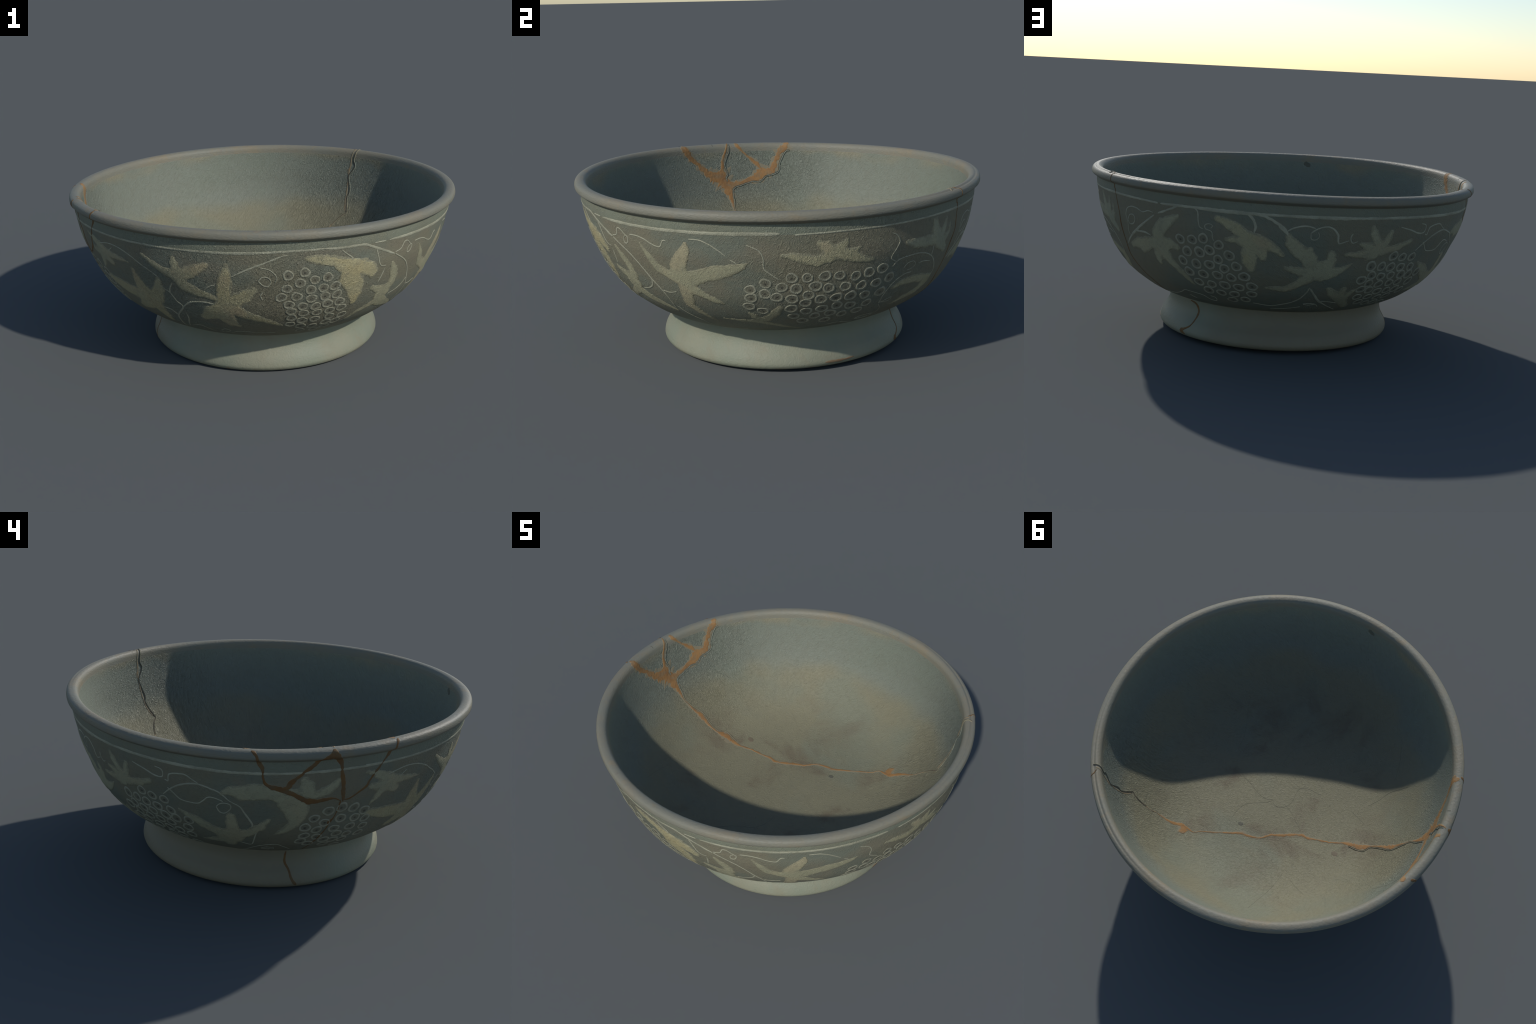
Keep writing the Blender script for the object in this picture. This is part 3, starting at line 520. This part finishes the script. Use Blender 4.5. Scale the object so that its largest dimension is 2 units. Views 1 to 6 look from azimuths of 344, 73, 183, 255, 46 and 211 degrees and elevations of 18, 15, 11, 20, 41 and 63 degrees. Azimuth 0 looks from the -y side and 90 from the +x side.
def underside_material():
    n = Nodes("bare_fired_clay")
    c = n.mix(n.noise(12, 4.0), rgb(0.21, 0.155, 0.105), rgb(0.25, 0.215, 0.16))
    return n.finish(c, 0.8, n.bump(n.noise(60, 4.0), 0.4, 0.006))


def well_material():
    n = Nodes("celadon_well")
    radius, z = axis_radius(n)
    wobble = n.math("MULTIPLY", n.math("SUBTRACT", n.noise(3.0, 3.0), 0.5), 0.22)
    height = n.math("ADD", z, wobble)
    c = n.mix(n.step(height, 0.44, 0.57), rgb(0.190, 0.180, 0.118), rgb(0.166, 0.180, 0.142))
    green = n.step(n.noise(2.4, 3.0, 0.5, 0.3), 0.48, 0.72)
    c = n.mix(n.math("MULTIPLY", green, 0.5), c, rgb(0.160, 0.182, 0.138))
    beige = n.math("MULTIPLY", n.step(height, 0.74, 0.80), n.step(n.noise(2.0, 2.0, 0.5, 0.0, n.mapped((1, 1, 1), (5, 5, 5))), 0.40, 0.62))
    c = n.mix(n.math("MULTIPLY", beige, 0.8), c, rgb(0.222, 0.196, 0.128))
    stain = n.math("MULTIPLY", n.step(n.noise(3.6, 5.0, 0.65, 0.4, n.mapped((1, 1, 1), (1, 8, 3))), 0.47, 0.68), n.math("SUBTRACT", 1.0, n.step(height, 0.22, 0.42)))
    c = n.mix(n.math("MULTIPLY", stain, 0.75), c, rgb(0.130, 0.104, 0.070))
    mottle = n.step(n.noise(24, 4.0, 0.65), 0.40, 0.70)
    c = n.mix(n.math("MULTIPLY", mottle, 0.20), c, rgb(0.145, 0.140, 0.102))
    return n.finish(c, 0.6, wrinkles(n, 0.006, 0.018, ((0.72, 0.50, 0.55), (-0.85, 0.10, 0.70)), 0.46))


def slip_material(name, tone, edge):
    """White slip; tone runs from green grey to ochre, edge thins it into the clay."""
    n = Nodes(name)
    cool, warm = rgb(0.232, 0.248, 0.186), rgb(0.360, 0.312, 0.172)  # cool end darkened and greened for leaves on the shaded sides
    base = n.mix(tone, cool, warm)
    c = n.mix(n.math("MULTIPLY", n.step(n.noise(7.0, 3.0), 0.35, 0.65), 0.6), base, SLIP)
    pink = n.step(n.noise(4.3, 3.0, 0.5, 0.3, n.mapped((1, 1, 1), (9, 3, 6))), 0.50, 0.66)
    c = n.mix(n.math("MULTIPLY", pink, n.math("MULTIPLY", tone, 0.8)), c, rgb(0.345, 0.272, 0.168))
    worn = n.step(n.noise(17, 5.0, 0.7, 0.6), 0.50, 0.70)
    c = n.mix(n.math("MULTIPLY", worn, 0.42), c, rgb(0.205, 0.200, 0.145))
    vein = n.step(n.math("ABSOLUTE", n.math("SUBTRACT", n.noise(30, 3.0, 0.6, 1.2), 0.5)), 0.03, 0.0)
    c = n.mix(n.math("MULTIPLY", vein, 0.35), c, rgb(0.150, 0.138, 0.095))
    if edge:
        c = n.mix(n.math("ADD", n.math("MULTIPLY", n.noise(40, 3.0), 0.5), edge - 0.25), c, CLAY)
    return n.finish(c, 0.62, wrinkles(n, 0.005, 0.017))


def line_material(name, fade):
    n = Nodes(name)
    c = n.mix(n.step(n.noise(11, 4.0, 0.6), 0.35, 0.68), rgb(0.335, 0.330, 0.245), rgb(0.255, 0.252, 0.185))
    if fade:
        c = n.mix(n.math("ADD", n.math("MULTIPLY", n.noise(45, 3.0), 0.4), fade - 0.2), c, CLAY)
    return n.finish(c, 0.6, wrinkles(n, 0.005, 0.017))


def berry_material(name, colour, strength):
    """Berry inks; some berries are more worn than others."""
    n = Nodes(name)
    n.coord = n.add("ShaderNodeNewGeometry").outputs["Position"]
    info = n.add("ShaderNodeObjectInfo").outputs["Random"]
    worn = n.math("MULTIPLY", n.math("ADD", info, 0.25), n.step(n.noise(38, 3.0), 0.40, 0.68))
    c = n.mix(strength, CLAY, colour)
    c = n.mix(n.math("MULTIPLY", worn, 0.40), c, CLAY)
    return n.finish(c, 0.6, wrinkles(n, 0.004, 0.012))


def putty_material(name, value):
    n = Nodes(name)
    dim = lambda r, g, b: rgb(r * value, g * value, b * value)
    c = n.mix(n.step(n.noise(16, 5.0, 0.65), 0.35, 0.70), dim(0.262, 0.143, 0.054), dim(0.205, 0.108, 0.044))
    c = n.mix(n.math("MULTIPLY", n.step(n.noise(6, 3.0), 0.5, 0.75), 0.45), c, dim(0.290, 0.180, 0.085))
    c = n.mix(n.math("MULTIPLY", n.step(n.noise(19, 5.0, 0.7, 0.8, n.mapped((1, 1, 1), (2, 6, 4))), 0.48, 0.66), 0.6), c, dim(0.185, 0.150, 0.092))
    return n.finish(c, 0.75, n.bump(n.noise(70, 4.0), 0.4, 0.006))


def putty_edge_material():
    n = Nodes("thin_putty_smear")
    c = n.mix(n.step(n.noise(45, 4.0, 0.7), 0.30, 0.65), rgb(0.240, 0.160, 0.080), rgb(0.185, 0.165, 0.115))
    return n.finish(c, 0.72, n.bump(n.noise(70, 4.0), 0.4, 0.005))


def plain_material(name, a, b, scale=30):
    n = Nodes(name)
    c = n.mix(n.noise(scale, 4.0), a, b)
    return n.finish(c, 0.7)


# ------------------------------------------------------------------ building
def normal_at(theta, t, h=6e-4):
    a = surface(theta + h, t) - surface(theta - h, t)
    b = surface(theta, t + h) - surface(theta, t - h)
    n = np.cross(a, b)
    return n / np.maximum(np.linalg.norm(n, axis=-1, keepdims=True), 1e-12)


def value_noise(x, y, seed):
    """Smooth 2D noise in -1..1 for ragged outlines."""
    rng = np.random.RandomState(seed)
    grid = rng.uniform(-1, 1, (64, 64))
    xi, yi = np.floor(x).astype(int), np.floor(y).astype(int)
    fx, fy = x - xi, y - yi
    fx, fy = fx * fx * (3 - 2 * fx), fy * fy * (3 - 2 * fy)
    g = lambda i, j: grid[i % 64, j % 64]
    return (g(xi, yi) * (1 - fx) + g(xi + 1, yi) * fx) * (1 - fy) + (g(xi, yi + 1) * (1 - fx) + g(xi + 1, yi + 1) * fx) * fy


def new_object(name, verts, faces, materials, parent=None, indices=None, normals=None, smooth=True):
    me = bpy.data.meshes.new(name)
    verts = np.asarray(verts, np.float32)
    me.from_pydata(verts.tolist(), [], [list(map(int, f)) for f in faces])
    for m in materials:
        me.materials.append(m)
    if indices is not None:
        me.polygons.foreach_set("material_index", np.asarray(indices, np.int32))
    me.polygons.foreach_set("use_smooth", np.full(len(me.polygons), smooth))
    me.update()
    if normals is not None:
        me.normals_split_custom_set_from_vertices(np.asarray(normals, np.float32).tolist())
    ob = bpy.data.objects.new(name, me)
    bpy.context.scene.collection.objects.link(ob)
    if parent is not None:
        ob.parent = parent
    return ob


def grid_faces(rows, cols, wrap):
    i = np.arange(rows - 1)[:, None]
    j = np.arange(cols if wrap else cols - 1)[None, :]
    k = (j + 1) % cols
    a, b, c, d = i * cols + j, i * cols + k, (i + 1) * cols + k, (i + 1) * cols + j
    return np.stack(np.broadcast_arrays(a, b, c, d), -1).reshape(-1, 4)


AROUND = 900
COLLAR_T = 0.7125


def body_part(name, ts, material, parent):
    th = np.linspace(-np.pi, np.pi, AROUND, endpoint=False)
    p = surface(th[None, :], ts[:, None])
    n = normal_at(th[None, :], np.clip(ts, TABLE[0, 0] + 2e-3, TABLE[-1, 0] - 2e-3)[:, None])
    return new_object(name, p.reshape(-1, 3), grid_faces(len(ts), AROUND, True), [material], parent, None, n.reshape(-1, 3))


def leaf_mesh(lobes, seed):
    """Union of tapering lobes with a ragged edge, laid on the wall as a thin raised pad."""
    allp = np.array([q for lobe in lobes for q in lobe], float)
    pad = 0.035
    t0, t1 = max(0.01, allp[:, 1].min() - pad), min(0.707, allp[:, 1].max() + pad)
    mid = math.radians(allp[:, 0].mean())
    reach = np.radians(allp[:, 0])
    a0, a1 = reach.min() - pad / 0.7, reach.max() + pad / 0.7
    step = 0.0038
    na, nt = int((a1 - a0) * 0.85 / step) + 2, int((t1 - t0) / step) + 2
    A, T = np.meshgrid(np.linspace(a0, a1, na), np.linspace(t0, t1, nt))
    R = np.interp(T, TABLE[:, 0], TABLE[:, 1])
    X = (A - mid) * R
    field = np.full(A.shape, 1.0)
    soft = 0.010
    for lobe in lobes:
        one = np.full(A.shape, 1.0)
        for p, q in zip(lobe[:-1], lobe[1:]):
            px, qx = (math.radians(p[0]) - mid) * R, (math.radians(q[0]) - mid) * R
            dx, dt = qx - px, q[1] - p[1]
            h = np.clip(((X - px) * dx + (T - p[1]) * dt) / np.maximum(dx * dx + dt * dt, 1e-9), 0, 1)
            w = (p[2] + (q[2] - p[2]) * h) * 1e-3
            one = np.minimum(one, np.hypot(X - px - dx * h, T - p[1] - dt * h) - w)
        h = np.clip(0.5 + 0.5 * (field - one) / soft, 0, 1)
        field = field + (one - field) * h - soft * h * (1 - h)
    u, v = A * 0.85, T
    field = field + 0.0030 * value_noise(u * 70 + 40, v * 70 + 9, seed) + 0.0020 * value_noise(u * 190 + 70, v * 190 + 3, seed + 1)
    gt, ga = np.gradient(field, T[1, 0] - T[0, 0], A[0, 1] - A[0, 0])
    slope = np.hypot(gt, ga / R) + 1e-6
    inside = field < 0
    cell = inside[:-1, :-1] | inside[1:, :-1] | inside[:-1, 1:] | inside[1:, 1:]
    move = np.where(inside, 0, np.clip(field, 0, 1.5 * step)) / slope ** 2
    A2, T2 = A - move * ga / R ** 2, T - move * gt
    lift = np.where(inside, 0.0016 * np.clip(-field / 0.014, 0, 1) ** 0.7, -0.0012)
    P = surface(A2, T2) + normal_at(A2, T2) * (lift + 0.0002)[..., None]
    F = grid_faces(nt, na, False)[cell.reshape(-1)]
    depth = -field.reshape(-1)[F].mean(1)
    ragged = 0.0045 * value_noise(u * 120, v * 120, seed + 2).reshape(-1)[F].mean(1)
    index = np.where(depth + ragged < 0.0040, 2, np.where(depth + ragged < 0.0100, 1, 0))
    used, inv = np.unique(F, return_inverse=True)
    return P.reshape(-1, 3)[used], inv.reshape(F.shape), index


def ribbon_mesh(points, height, seed, rough=0.18, spacing=0.004, cols=7, rim=0.80, shift=0.0):
    """A strip of varying width following a spine on the surface, domed across."""
    p = np.array(points, float)
    ctrl = np.column_stack([np.radians(p[:, 0]), p[:, 1], p[:, 2] * 1e-3])
    c = catmull(ctrl, 16) if len(ctrl) > 2 else np.column_stack([np.linspace(ctrl[0, k], ctrl[1, k], 17) for k in range(3)])
    xyz = surface(c[:, 0], c[:, 1])
    run = np.concatenate([[0], np.cumsum(np.linalg.norm(np.diff(xyz, axis=0), axis=1))])
    m = max(4, int(run[-1] / spacing))
    s = np.linspace(0, run[-1], m)
    c = np.column_stack([np.interp(s, run, c[:, k]) for k in range(3)])
    w = np.maximum(c[:, 2], 0.0008)
    ends = np.clip(np.minimum(s, run[-1] - s) / min(2.0 * w.mean(), 0.25 * run[-1]), 0, 1)
    w = w * (0.35 + 0.65 * np.sqrt(ends))
    centre = surface(c[:, 0], c[:, 1])
    nor = normal_at(c[:, 0], c[:, 1])
    tan = np.gradient(centre, axis=0)
    tan /= np.linalg.norm(tan, axis=1, keepdims=True)
    side = np.cross(nor, tan)
    R = np.maximum(np.interp(c[:, 1], TABLE[:, 0], TABLE[:, 1]), 0.02)
    e = 1e-4
    da, dt = (surface(c[:, 0] + e, c[:, 1]) - centre) / e, (surface(c[:, 0], c[:, 1] + e) - centre) / e
    sa, st = (side * da).sum(1) / (da * da).sum(1), (side * dt).sum(1) / (dt * dt).sum(1)
    across = np.linspace(-1, 1, cols)
    k = s / 0.018
    left = 1 + rough * value_noise(k + 11, k * 0 + seed, seed) + rough * 0.7 * value_noise(k * 3 + 5, k * 0 + 2, seed + 7)
    right = 1 + rough * value_noise(k + 31, k * 0 + seed, seed + 3) + rough * 0.7 * value_noise(k * 3 + 9, k * 0 + 4, seed + 5)
    off = np.where(across[None, :] < 0, across[None, :] * (w * left)[:, None], across[None, :] * (w * right)[:, None])
    off = off + shift
    A = c[:, 0][:, None] + off * sa[:, None]
    T = np.clip(c[:, 1][:, None] + off * st[:, None], TABLE[0, 0] + 0.01, TABLE[-1, 0] - 0.004)
    dome = np.where(np.abs(across) > 0.99, -0.0012, height * (1 - np.abs(across) ** 2.5))
    P = surface(A, T) + normal_at(A, T) * (dome[None, :, None] + 0.0002)
    F = grid_faces(m, cols, False)
    outer = np.abs((across[:-1] + across[1:]) / 2) > rim
    index = np.tile(np.where(outer, 1, 0), m - 1)
    return P.reshape(-1, 3), F, index


def berry_mesh(seed):
    """One grape: ring of slip round a darker pip, unit radius, slightly out of round."""
    rng = np.random.RandomState(seed)
    zones = [(0.0, 0.10, 4), (0.15, 0.10, 4), (0.32, 0.10, 3), (0.46, 0.10, 2), (0.60, 0.10, 2), (0.72, 0.10, 2), (0.77, 0.24, 1),
             (0.83, 0.38, 0), (0.93, 0.44, 0), (1.03, 0.38, 0), (1.09, 0.26, 1), (1.15, -0.7, 1)]
    seg = 40
    a = np.linspace(0, 2 * np.pi, seg, endpoint=False)
    wob = 1 + 0.05 * np.cos(2 * a + rng.uniform(0, 6)) + 0.03 * np.cos(3 * a + rng.uniform(0, 6)) + 0.02 * np.cos(5 * a + rng.uniform(0, 6))
    thin = 1 + 0.25 * np.cos(a + rng.uniform(0, 6)) + 0.15 * np.cos(3 * a + rng.uniform(0, 6))
    pip = rng.uniform(-0.16, 0.16, 2) + np.array([0.0, -0.10])
    verts, faces, index = [], [], []
    for r, h, m in zones:
        rad = r * wob if r < 0.8 else (0.94 + (r - 0.94) * thin) * wob
        shift = np.clip(1 - r / 0.6, 0, 1)
        squash = 1.0 if r > 0.5 else 0.8
        for i in range(seg):
            verts.append((rad[i] * math.cos(a[i]) + pip[0] * shift, rad[i] * math.sin(a[i]) * squash ** (1 - min(1, r / 0.6)) + pip[1] * shift, h * 0.0028 / 0.024))
    for k in range(len(zones) - 1):
        for i in range(seg):
            j = (i + 1) % seg
            faces.append((k * seg + i, k * seg + j, (k + 1) * seg + j, (k + 1) * seg + i) if k else (i * 0 + seg * 0 + i, j, seg + j, seg + i))
            index.append(zones[k + 1][2] if k < 6 else zones[k][2])
    return verts, faces, index


def frame_at(theta, t):
    from mathutils import Matrix, Vector
    o = surface(theta, t)
    n = normal_at(theta, t)
    e = 1e-3
    x = surface(theta + e, t) - surface(theta - e, t)
    x /= np.linalg.norm(x)
    y = np.cross(n, x)
    return o, x, y, n


# ------------------------------------------------------------------ assembly
def build():
    from mathutils import Matrix
    bowl = bpy.data.objects.new("inlaid_bowl", None)
    bpy.context.scene.collection.objects.link(bowl)
    bowl["label"] = "mended celadon footed bowl inlaid with grape vines"
    bowl["category"] = "bowl"

    clay, collar, lip, foot, under, well = clay_material(), collar_material(), lip_material(), foot_material(), underside_material(), well_material()
    span = lambda k, n: np.linspace(SPAN[k][0], SPAN[k][1], n)
    body_part("underside", span("underside", 24), under, bowl)
    body_part("foot", span("foot", 80), foot, bowl)
    wall = body_part("wall", np.linspace(0, COLLAR_T, 190), clay, bowl)
    body_part("collar", np.linspace(COLLAR_T, SPAN["lip"][0], 16), collar, bowl)
    rim = body_part("lip", span("lip", 48), lip, bowl)
    inside = body_part("well", span("well", 240), well, bowl)

    rng = random.Random(7)
    edges = [slip_material("slip_thin", 0.4, 0.45), slip_material("slip_fringe", 0.4, 0.72)]
    tones = {}
    for k, (name, tone, lobes) in enumerate(LEAVES):
        key = round(tone * 5) / 5
        if key not in tones:
            tones[key] = slip_material("leaf_slip", key, 0)
        v, f, i = leaf_mesh(lobes, 100 + 5 * k)
        new_object("leaf", v, f, [tones[key]] + edges, wall, i)

    line, line_soft = line_material("line_slip", 0), line_material("line_slip_soft", 0.60)
    for k, pts in enumerate(VINES):
        v, f, i = ribbon_mesh(pts, 0.0014, 300 + k)
        new_object("tendril" if max(p[2] for p in pts) < 3.3 else "vine", v, f, [line, line_soft], wall, i)
    for k, pts in enumerate(BORDER):
        v, f, i = ribbon_mesh(pts, 0.0013, 500 + k, 0.14, 0.005, 9)
        new_object("border_line", v, f, [line, line_soft], wall, i)

    inks = [berry_material("berry_ring", rgb(0.290, 0.286, 0.212), 0.92), berry_material("berry_ring_soft", rgb(0.30, 0.295, 0.22), 0.5),
            berry_material("berry_skin", rgb(0.146, 0.144, 0.108), 0.6), berry_material("berry_pip_edge", rgb(0.085, 0.082, 0.064), 0.75),
            berry_material("berry_pip", rgb(0.040, 0.038, 0.031), 0.92)]
    shapes = []
    for s in range(8):
        v, f, i = berry_mesh(40 + s)
        ob = new_object("grape", v, f, inks, None, i)
        shapes.append(ob.data)
        bpy.data.objects.remove(ob)
    for bunch in BUNCHES:
        for a, t in bunch:
            o, x, y, n = frame_at(math.radians(a), t)
            size = 0.0240 * rng.uniform(0.93, 1.07)
            m = Matrix((list(x) + [0], list(y) + [0], list(n) + [0], [0, 0, 0, 1]))
            m = m.transposed()
            m.translation = (o + n * 0.0004).tolist()
            ob = bpy.data.objects.new("grape", rng.choice(shapes))
            ob.matrix_world = m @ Matrix.Rotation(rng.uniform(-0.6, 0.6), 4, "Z") @ Matrix.Diagonal((size, size, 0.024, 1))
            bpy.context.scene.collection.objects.link(ob)
            ob.parent = wall

    putty, smear = putty_material("orange_putty", 1.0), putty_edge_material()
    film = plain_material("rusty_film", rgb(0.200, 0.165, 0.102), rgb(0.178, 0.164, 0.115), 40)
    putty_dark = putty_material("shade_darkened_putty", 0.60)  # same putty, colour dimmed to match the shade on the outer wall
    for k, pts in enumerate(PUTTY_OUT):
        v, f, i = ribbon_mesh(pts, 0.0016, 700 + k, 0.20, 0.004, 11, 0.88)
        new_object("putty_seam", v, f, [putty_dark, smear], bowl, i)
    for k, pts in enumerate(PUTTY_IN):
        v, f, i = ribbon_mesh([(a, t, 1.5 * w + 1.5) for a, t, w in pts], 0.0006, 770 + k, 0.50, 0.004, 9)
        new_object("putty_smear", v, f, [film, film], inside, i)
        v, f, i = ribbon_mesh(pts, 0.0015, 750 + k, 0.45, 0.003, 11, 0.84)
        thin = max(p[2] for p in pts) < 8
        new_object("putty_seam", v, f, [smear if thin else putty, smear], bowl, i)
    blots = {"rust": plain_material("rust_stain", rgb(0.20, 0.105, 0.05), rgb(0.19, 0.155, 0.10)),
             "brown": plain_material("brown_stain", rgb(0.125, 0.100, 0.070), rgb(0.150, 0.130, 0.088)),
             "pit": plain_material("dark_pit", rgb(0.075, 0.075, 0.058), rgb(0.125, 0.122, 0.092))}
    for k, (kind, pts) in enumerate(STAINS):
        v, f, i = ribbon_mesh(pts, 0.0006, 860 + k, 0.25, 0.003, 9)
        new_object("stain", v, f, [blots[kind], blots[kind]], bowl, i)
    dark = plain_material("drawn_break_shadow", rgb(0.075, 0.064, 0.046), rgb(0.125, 0.100, 0.066))  # near-black colour gives the strip the crack's shadow
    for k, pts in enumerate(SEAMS):
        v, f, i = ribbon_mesh([(a, t, max(1.5, 0.75 * w)) for a, t, w in pts], 0.0022, 800 + k, 0.3, 0.004, 5)
        new_object("break_line", v, f, [dark, dark], bowl, i)
        wide = [(a, t, 4.5) for a, t, w in pts]
        v, f, i = ribbon_mesh(wide, 0.0034, 820 + k, 0.2, 0.004, 7, 0.8, 0.0062)
        new_object("raised_edge", v, f, [well, well], inside, i)
    hair = plain_material("glaze_crack", rgb(0.138, 0.132, 0.095), rgb(0.172, 0.165, 0.118))
    for k, pts in enumerate(HAIRS):
        v, f, i = ribbon_mesh([(a, t, 0.62 * w) for a, t, w in pts], 0.0007, 900 + k, 0.5, 0.006, 5)
        new_object("hair_crack", v, f, [hair, hair], inside, i)


build()
